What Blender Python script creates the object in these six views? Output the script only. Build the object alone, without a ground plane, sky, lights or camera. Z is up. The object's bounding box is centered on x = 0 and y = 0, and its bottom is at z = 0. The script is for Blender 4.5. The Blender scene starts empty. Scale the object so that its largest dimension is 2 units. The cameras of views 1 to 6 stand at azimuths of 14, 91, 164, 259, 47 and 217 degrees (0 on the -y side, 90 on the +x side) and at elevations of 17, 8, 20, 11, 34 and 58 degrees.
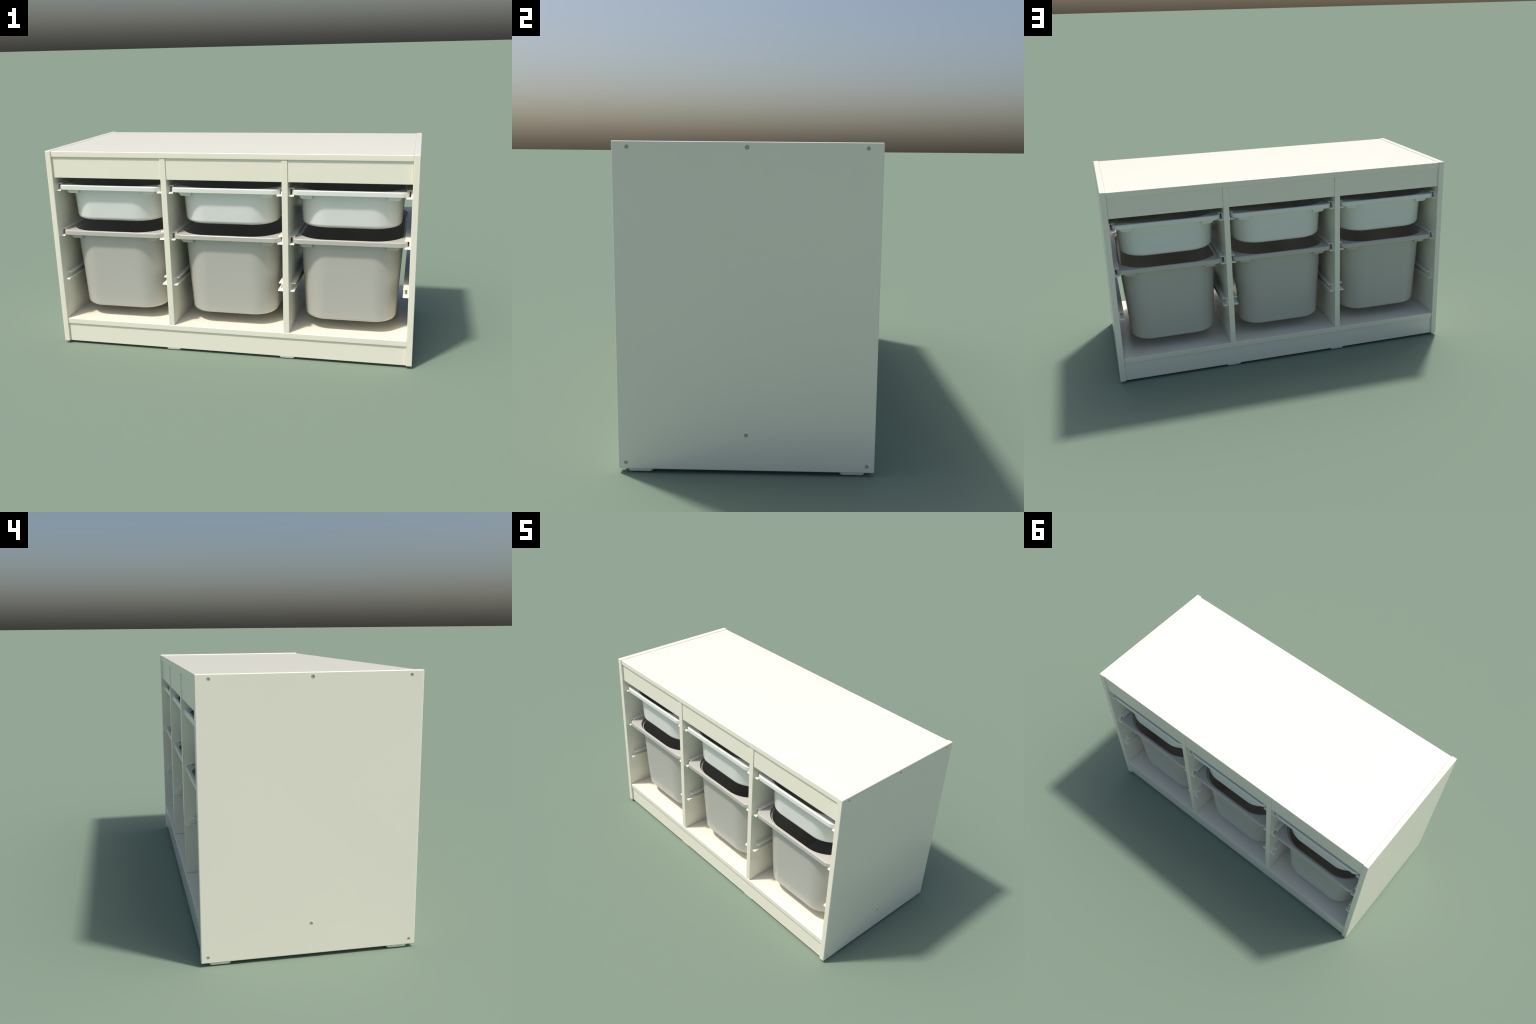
import bpy, bmesh, math
from mathutils import Vector, Matrix

# ------------------------------------------------------------------ sizes
HX, HY, HZ = 1.0, 0.44, 1.1295          # half width, half depth, height
PT = 0.0325                             # side panel thickness
INX = HX - PT                           # inner face of the side panels
BASE = 0.0115                           # panels stand on low plastic feet
DIV_T = 0.032                           # divider thickness
BAY_W = (2 * INX - 2 * DIV_T) / 3.0     # clear width of one bay
DIV_X = BAY_W / 2 + DIV_T / 2           # divider centre
BAY_X = (-(BAY_W + DIV_T), 0.0, BAY_W + DIV_T)
FRONT = 0.4355                          # boards sit a little behind the side edges
TOP_Z0, TOP_Z1 = 1.0955, 1.1266
SHELF_Z0, SHELF_Z1 = 0.1215, 0.1530
FASCIA_Y, FASCIA_Z = 0.4285, 0.9810
PLINTH_Y = 0.4290
DIV_Y = 0.4325                          # dividers, a hair behind the boards
RAIL_Z = (0.3885, 0.6478, 0.9062)       # underside of the three rail pairs
RAIL_H, RAIL_W, RAIL_T = 0.0390, 0.0285, 0.0062
RIM_H = 0.0260


# -------------------------------------------------------------- materials
def principled(name, color, rough, metallic=0.0, spec=0.5, coat=0.0, var=0.015, scale=6.0,
               bump=0.0, bump_scale=300.0):
    m = bpy.data.materials.new(name)
    m.use_nodes = True
    nt = m.node_tree
    b = nt.nodes["Principled BSDF"]
    b.inputs["Roughness"].default_value = rough
    b.inputs["Metallic"].default_value = metallic
    b.inputs["Specular IOR Level"].default_value = spec
    b.inputs["Coat Weight"].default_value = coat
    tc = nt.nodes.new("ShaderNodeTexCoord")
    nz = nt.nodes.new("ShaderNodeTexNoise")
    nz.inputs["Scale"].default_value = scale
    nz.inputs["Detail"].default_value = 3.0
    nt.links.new(tc.outputs["Object"], nz.inputs["Vector"])
    rp = nt.nodes.new("ShaderNodeValToRGB")
    rp.color_ramp.elements[0].position = 0.3
    rp.color_ramp.elements[1].position = 0.7
    lo = [c * (1 - var) for c in color]
    hi = [min(1.0, c * (1 + var)) for c in color]
    rp.color_ramp.elements[0].color = (*lo, 1)
    rp.color_ramp.elements[1].color = (*hi, 1)
    nt.links.new(nz.outputs["Fac"], rp.inputs["Fac"])
    nt.links.new(rp.outputs["Color"], b.inputs["Base Color"])
    if bump > 0:
        n2 = nt.nodes.new("ShaderNodeTexNoise")
        n2.inputs["Scale"].default_value = bump_scale
        nt.links.new(tc.outputs["Object"], n2.inputs["Vector"])
        bp = nt.nodes.new("ShaderNodeBump")
        bp.inputs["Strength"].default_value = bump
        bp.inputs["Distance"].default_value = 0.001
        nt.links.new(n2.outputs["Fac"], bp.inputs["Height"])
        nt.links.new(bp.outputs["Normal"], b.inputs["Normal"])
    return m


ROUGH = 0.195
M_LACQUER = principled("white_lacquer", (0.975, 0.935, 0.785), ROUGH, var=0.006, scale=2.5)
M_RAIL = principled("white_plastic", (0.95, 0.925, 0.80), 0.20, var=0.006)
M_FOOT = principled("foot_plastic", (0.86, 0.85, 0.74), 0.4, var=0.01)
M_BIN_PALE = principled("pale_bin_plastic", (0.875, 0.89, 0.84), 0.2, var=0.008)
M_BIN_GREY = principled("grey_bin_plastic", (0.58, 0.565, 0.515), 0.2, var=0.008)
M_SCREW = principled("zinc_screw", (0.50, 0.52, 0.40), 0.40, metallic=0.15, var=0.12, scale=200.0)
M_SOCKET = principled("screw_socket", (0.46, 0.48, 0.42), 0.5, metallic=0.0, var=0.05, scale=200.0)


# ---------------------------------------------------------------- helpers
def link(name, mesh, parent, mat=None, loc=(0, 0, 0), rot_z=0.0):
    ob = bpy.data.objects.new(name, mesh)
    bpy.context.scene.collection.objects.link(ob)
    ob.parent = parent
    ob.location = loc
    ob.rotation_euler = (0, 0, rot_z)
    if mat and not mesh.materials:
        mesh.materials.append(mat)
    return ob


def finish(bm, name, smooth_angle=35.0):
    bmesh.ops.recalc_face_normals(bm, faces=bm.faces)
    me = bpy.data.meshes.new(name)
    bm.to_mesh(me)
    bm.free()
    for p in me.polygons:
        p.use_smooth = True
    me.set_sharp_from_angle(angle=math.radians(smooth_angle))
    return me


def weight_normals(me, limit=50.0):
    """Area-weighted corner normals: broad faces stay flat, bevels shade round."""
    lim = math.cos(math.radians(limit))
    around = {}
    for p in me.polygons:
        for v in p.vertices:
            around.setdefault(v, []).append(p)
    out = []
    for p in me.polygons:
        for v in p.vertices:
            n = Vector((0, 0, 0))
            for q in around[v]:
                if q.normal.dot(p.normal) > lim:
                    n += q.normal * q.area
            out.append(tuple(n.normalized()))
    me.normals_split_custom_set(out)


def board_mesh(name, size, bevel=0.003, seg=3):
    """Board of the given size centred on its own origin, edges rounded."""
    bm = bmesh.new()
    bmesh.ops.create_cube(bm, size=1.0)
    bmesh.ops.scale(bm, vec=size, verts=bm.verts)
    if bevel > 0:
        bmesh.ops.bevel(bm, geom=bm.edges[:], offset=bevel, segments=seg, profile=0.5,
                        affect='EDGES')
    me = finish(bm, name, 180.0)
    weight_normals(me)
    return me


def board(name, x0, x1, y0, y1, z0, z1, parent, mat, bevel=0.003):
    me = board_mesh(name, (x1 - x0, y1 - y0, z1 - z0), bevel)
    return link(name, me, parent, mat, ((x0 + x1) / 2, (y0 + y1) / 2, (z0 + z1) / 2))


def rounded_rect(hx, hy, r, n=14, m=6):
    """Plan outline, counter-clockwise; n steps per corner, m per straight side."""
    r = min(r, hx - 1e-4, hy - 1e-4)
    cs = [(hx - r, hy - r, 0), (-hx + r, hy - r, 90), (-hx + r, -hy + r, 180),
          (hx - r, -hy + r, 270)]
    arcs = [[(cx + r * math.cos(math.radians(a + 90.0 * i / n)),
              cy + r * math.sin(math.radians(a + 90.0 * i / n))) for i in range(n + 1)]
            for cx, cy, a in cs]
    pts = []
    for k in range(4):
        pts += arcs[k]
        p, q = arcs[k][-1], arcs[(k + 1) % 4][0]
        pts += [(p[0] + (q[0] - p[0]) * i / m, p[1] + (q[1] - p[1]) * i / m)
                for i in range(1, m)]
    return pts


# ------------------------------------------------------------------- root
root = bpy.data.objects.new("storage_unit", None)
bpy.context.scene.collection.objects.link(root)
root["label"] = "long low white storage frame with six sliding plastic bins"
root["category"] = "storage cabinet"

# ------------------------------------------------------------ side panels
SCREWS = [(-0.389, 1.1105, 0.0066), (0.0, 1.1112, 0.0076), (0.389, 1.1105, 0.0066),
          (0.0, 0.1400, 0.0070), (-0.4135, 0.0350, 0.0066), (0.4135, 0.0350, 0.0066)]


def panel_mesh():
    """Side panel with shallow screw holes sunk in its outer (+x) face."""
    h = HZ - BASE
    me = board_mesh("side_panel", (PT, 2 * HY, h), 0.0040, 4)
    ob = bpy.data.objects.new("panel_tmp", me)
    bpy.context.scene.collection.objects.link(ob)
    bm = bmesh.new()
    for y, z, r in SCREWS:
        mat = Matrix.Translation((PT / 2, y, z - BASE - h / 2)) @ Matrix.Rotation(math.pi / 2, 4, 'Y')
        bmesh.ops.create_cone(bm, cap_ends=True, segments=20, radius1=r, radius2=r,
                              depth=0.008, matrix=mat)
    cm = bpy.data.meshes.new("holes")
    bm.to_mesh(cm)
    bm.free()
    cut = bpy.data.objects.new("holes_tmp", cm)
    bpy.context.scene.collection.objects.link(cut)
    md = ob.modifiers.new("holes", 'BOOLEAN')
    md.object = cut
    md.operation = 'DIFFERENCE'
    md.solver = 'EXACT'
    dg = bpy.context.evaluated_depsgraph_get()
    out = bpy.data.meshes.new_from_object(ob.evaluated_get(dg))
    out.name = "side_panel"
    bpy.data.objects.remove(ob)
    bpy.data.objects.remove(cut)
    for p in out.polygons:
        p.use_smooth = True
    weight_normals(out)
    return out


def screw_mesh(r):
    """Countersunk head with a socket, axis along +x, rim at x = 0."""
    bm = bmesh.new()
    prof = [(r * 0.97, -0.0035), (r * 0.93, -0.0012), (r * 0.80, -0.0006), (r * 0.40, -0.0009)]
    sock = [(r * 0.40, -0.0009), (r * 0.32, -0.0022)]
    seg = 18

    def ring(rad, x, hexa=False):
        out = []
        for i in range(seg):
            a = 2 * math.pi * i / seg
            k = 1.0
            if hexa:
                k = math.cos(math.pi / 6) / math.cos((a % (math.pi / 3)) - math.pi / 6)
            out.append(bm.verts.new((x, rad * k * math.cos(a), rad * k * math.sin(a))))
        return out
    rows = [ring(a, x, i == 3) for i, (a, x) in enumerate(prof)]
    for a, b in zip(rows, rows[1:]):
        for i in range(seg):
            bm.faces.new((a[i], a[(i + 1) % seg], b[(i + 1) % seg], b[i]))
    last = rows[-1]
    low = ring(sock[1][0], sock[1][1], True)
    for i in range(seg):
        f = bm.faces.new((last[i], last[(i + 1) % seg], low[(i + 1) % seg], low[i]))
        f.material_index = 1
    f = bm.faces.new(low)
    f.material_index = 1
    me = finish(bm, "screw", 30)
    me.materials.append(M_SCREW)
    me.materials.append(M_SOCKET)
    return me


pm = panel_mesh()
pm.materials.clear()
pm.materials.append(M_LACQUER)
screw_by_r = {}
for sx in (1, -1):
    p = link("side_panel", pm, root, None, (sx * (HX - PT / 2), 0, (HZ + BASE) / 2),
             0.0 if sx > 0 else math.pi)
    for y, z, r in SCREWS:
        if r not in screw_by_r:
            screw_by_r[r] = screw_mesh(r)
        s = link("screw", screw_by_r[r], p, None,
                 (PT / 2 - 0.0004, y, z - (HZ + BASE) / 2))
        s.rotation_euler = (0.7 * y * 10 + z * 3, 0, 0)

# ----------------------------------------------------------------- boards
G = 0.0004
board("top_panel", -INX + G, INX - G, -FRONT, FRONT, TOP_Z0, TOP_Z1, root, M_LACQUER, 0.0030)
board("shelf", -INX + G, INX - G, -FRONT, FRONT, SHELF_Z0, SHELF_Z1, root, M_LACQUER, 0.0025)

dm = board_mesh("divider", (DIV_T, 2 * DIV_Y, TOP_Z0 - SHELF_Z1 - 2 * G), 0.0022, 3)
for sx in (-1, 1):
    link("divider", dm, root, M_LACQUER, (sx * DIV_X, 0, (TOP_Z0 + SHELF_Z1) / 2))

fm = board_mesh("fascia", (BAY_W - 2 * G, 0.030, TOP_Z0 - FASCIA_Z - G), 0.0018, 2)
for bx in BAY_X:
    for sy in (-1, 1):
        link("fascia", fm, root, M_LACQUER,
             (bx, sy * (FASCIA_Y - 0.015), (TOP_Z0 + FASCIA_Z) / 2))

plm = board_mesh("plinth", (2 * INX - 2 * G, 0.030, SHELF_Z0 - BASE - G), 0.0018, 2)
for sy in (-1, 1):
    link("plinth", plm, root, M_LACQUER, (0, sy * (PLINTH_Y - 0.015), (SHELF_Z0 + BASE) / 2))
sm = board_mesh("support", (DIV_T, 2 * (PLINTH_Y - 0.0304), SHELF_Z0 - BASE - G), 0.001, 1)
for sx in (-1, 1):
    link("support", sm, root, M_LACQUER, (sx * DIV_X, 0, (SHELF_Z0 + BASE) / 2))

# ------------------------------------------------------------------- feet
def foot_mesh(hx, hy):
    bm = bmesh.new()
    rows = []
    prof = [(0.0, 0.0130), (0.0003, 0.0065), (0.0012, 0.0030), (0.0030, 0.0009), (0.0060, 0.0)]
    for inset, z in prof:
        rows.append([bm.verts.new((x, y, z)) for x, y in
                     rounded_rect(hx - inset, hy - inset, 0.010, 5, 2)])
    for a, b in zip(rows, rows[1:]):
        n = len(a)
        for i in range(n):
            bm.faces.new((a[i], a[(i + 1) % n], b[(i + 1) % n], b[i]))
    bm.faces.new(rows[0])
    bm.faces.new(rows[-1])
    return finish(bm, "foot", 40)


ft_side = foot_mesh(0.0125, 0.0430)
ft_mid = foot_mesh(0.0415, 0.0430)
for sy in (-1, 1):
    for sx in (-1, 1):
        link("foot", ft_side, root, M_FOOT, (sx * (HX - PT / 2), sy * 0.3645, 0))
        link("foot", ft_mid, root, M_FOOT, (sx * DIV_X, sy * 0.3850, 0))

# ------------------------------------------------------------------ rails
def rail_mesh():
    """Channel rail against a wall at x = 0, opening to +x, ends cut at a slant."""
    w, h, t = RAIL_W, RAIL_H, RAIL_T
    tf = 0.0048
    sec = [(0, 0), (w - 0.0015, 0), (w, 0.0015), (w, t), (t, t), (t, h - tf), (w, h - tf),
           (w, h - 0.0012), (w - 0.0012, h), (0, h)]
    end = lambda z: 0.4215 - 0.0305 * z / h
    bm = bmesh.new()
    rows = [[bm.verts.new((x, s * end(z), z)) for x, z in sec] for s in (-1, 1)]
    n = len(sec)
    for i in range(n):
        bm.faces.new((rows[0][i], rows[0][(i + 1) % n], rows[1][(i + 1) % n], rows[1][i]))
    bm.faces.new(rows[0])
    bm.faces.new(rows[1])
    return finish(bm, "rail", 20)


rm = rail_mesh()
for bx in BAY_X:
    for z in RAIL_Z:
        link("rail", rm, root, M_RAIL, (bx - BAY_W / 2 + 0.0002, 0, z))
        link("rail", rm, root, M_RAIL, (bx + BAY_W / 2 - 0.0002, 0, z), math.pi)

# ------------------------------------------------------------------- bins
RX, RY = 0.3000, 0.4225      # rim half size
OX, OY = 0.2812, 0.4080      # mouth half size
WX, WY = 0.2746, 0.3975      # outer wall half size just below the rim
DRAFT_X, DRAFT_Y = 0.062, 0.072
WALL = 0.0030
FLOOR = 0.0190                # the tub floor is thicker than the walls


def wall_at(d, inner=0.0):
    """Outer wall half sizes and corner radius at depth d below the rim top."""
    return (WX - DRAFT_X * d - inner, WY - DRAFT_Y * d - inner, 0.156 - 0.080 * d - inner)


def arc(p0, p1, centre, n):
    """Quarter-ish arc between two (inset, z) points about a centre."""
    a0 = math.atan2(p0[1] - centre[1], p0[0] - centre[0])
    a1 = math.atan2(p1[1] - centre[1], p1[0] - centre[0])
    if a1 - a0 > math.pi:
        a1 -= 2 * math.pi
    if a0 - a1 > math.pi:
        a1 += 2 * math.pi
    r = math.hypot(p0[0] - centre[0], p0[1] - centre[1])
    return [(centre[0] + r * math.cos(a0 + (a1 - a0) * i / n),
             centre[1] + r * math.sin(a0 + (a1 - a0) * i / n)) for i in range(n + 1)]


def bin_mesh(depth):
    """Tapered tub with a flat rim; z = 0 at the rim top, bottom at -depth."""
    rings = []
    add = lambda hx, hy, r, z: rings.append((hx, hy, r, z))
    f = 0.020
    # outer bottom fillet, from the floor up to the wall
    for i in range(7):
        a = math.radians(90.0 * i / 6)
        z = -depth + f * (1 - math.cos(a))
        hx, hy, r = wall_at(-z)
        k = f * (1 - math.sin(a))
        add(hx - k, hy - k, r - k * 0.6, z)
    for z in (-depth * 0.66, -depth * 0.33, -RIM_H - 0.004):
        add(*wall_at(-z), z)
    hx, hy, r = wall_at(RIM_H)
    add(hx + 0.001, hy + 0.001, r, -RIM_H)
    # rim: underside, skirt, rounded top edge
    add(RX - 0.0015, RY - 0.0015, 0.0435, -RIM_H)
    add(RX, RY, 0.045, -RIM_H + 0.0015)
    q = 0.0050
    for i in range(6):
        a = math.radians(90.0 * i / 5)
        k = q * (1 - math.cos(a))
        add(RX - k, RY - k, 0.045 - k, -q + q * math.sin(a))
    # mouth: small rounding, drop to the ledge, then the inner wall
    e = 0.0022
    for i in range(4):
        a = math.radians(90.0 * i / 3)
        add(OX + e * (1 - math.sin(a)), OY + e * (1 - math.sin(a)), 0.163, -e * (1 - math.cos(a)))
    add(OX - 0.0012, OY - 0.0012, 0.162, -0.0155)
    add(OX - 0.0028, OY - 0.0028, 0.160, -0.0170)
    hx, hy, r = wall_at(0.0195, WALL)
    add(hx + 0.0014, hy + 0.0014, r + 0.001, -0.0178)
    add(hx, hy, r, -0.0195)
    for z in (-depth * 0.33, -depth * 0.66):
        add(*wall_at(-z, WALL), z)
    g = 0.018
    for i in range(6):
        a = math.radians(90.0 * i / 5)
        z = -depth + FLOOR + g * (1 - math.sin(a))
        hx, hy, r = wall_at(-z, WALL)
        k = g * (1 - math.cos(a))
        add(hx - k, hy - k, r - k * 0.6, z)
    bm = bmesh.new()
    rows = [[bm.verts.new((x, y, z)) for x, y in rounded_rect(hx, hy, r)]
            for hx, hy, r, z in rings]
    for a, b in zip(rows, rows[1:]):
        n = len(a)
        for i in range(n):
            bm.faces.new((a[i], a[(i + 1) % n], b[(i + 1) % n], b[i]))
    bm.faces.new(rows[0])
    bm.faces.new(rows[-1])
    me = finish(bm, "storage_bin", 180)
    weight_normals(me, 40.0)
    return me


def lug_mesh(sx, sy):
    """Stop block under a rim corner, its back following the curved wall."""
    hx, hy, r = wall_at(RIM_H, 0.003)
    cx, cy = hx - r, hy - r
    x_in, x_out = 0.192, 0.262
    back = []
    for i in range(9):
        x = x_in + (x_out - x_in) * i / 8
        dx = min(max(x - cx, 0.0), r * 0.995)
        back.append((x, cy + math.sqrt(r * r - dx * dx)))
    front = [(x_in, 0.3955), (x_in + 0.010, 0.3972), (x_out - 0.012, 0.3975),
             (x_out - 0.003, 0.3945), (x_out, 0.3880)]
    plan = front + back[::-1]
    mid_x = (x_in + x_out) / 2
    bm = bmesh.new()
    levels = [(-RIM_H + 0.001, 0.0, 0.0), (-RIM_H - 0.012, 0.004, 0.0006),
              (-RIM_H - 0.0190, 0.008, 0.0012), (-RIM_H - 0.0225, 0.013, 0.003),
              (-RIM_H - 0.0235, 0.018, 0.006)]
    rows = []
    for z, shrink, pull in levels:
        row = []
        for i, (x, y) in enumerate(plan):
            # only the outer end leans in; the inner end melts into the wall
            k = max(0.0, (x - mid_x) / (x_out - mid_x))
            yy = y - pull if i < len(front) else y
            xx = x - shrink * k
            wx, wy, wr = wall_at(-z, 0.003)
            if i >= len(front):
                dx = min(max(xx - (wx - wr), 0.0), wr * 0.995)
                yy = (wy - wr) + math.sqrt(wr * wr - dx * dx)
            row.append(bm.verts.new((sx * xx, sy * yy, z)))
        rows.append(row)
    n = len(plan)
    for a, b in zip(rows, rows[1:]):
        for i in range(n):
            bm.faces.new((a[i], a[(i + 1) % n], b[(i + 1) % n], b[i]))
    bm.faces.new(rows[0])
    bm.faces.new(rows[-1])
    me = finish(bm, "lug", 180)
    weight_normals(me, 50.0)
    return me


for depth, rail_i, mat in ((0.2045, 2, M_BIN_PALE), (0.4657, 1, M_BIN_GREY)):
    bmesh_data = bin_mesh(depth)
    lugs = [lug_mesh(sx, sy) for sx in (-1, 1) for sy in (-1, 1)]
    z_top = RAIL_Z[rail_i] + RAIL_T + 0.0003 + RIM_H
    for bx in BAY_X:
        b = link("storage_bin", bmesh_data, root, mat, (bx, 0, z_top))
        for lg in lugs:
            link("lug", lg, b, mat)
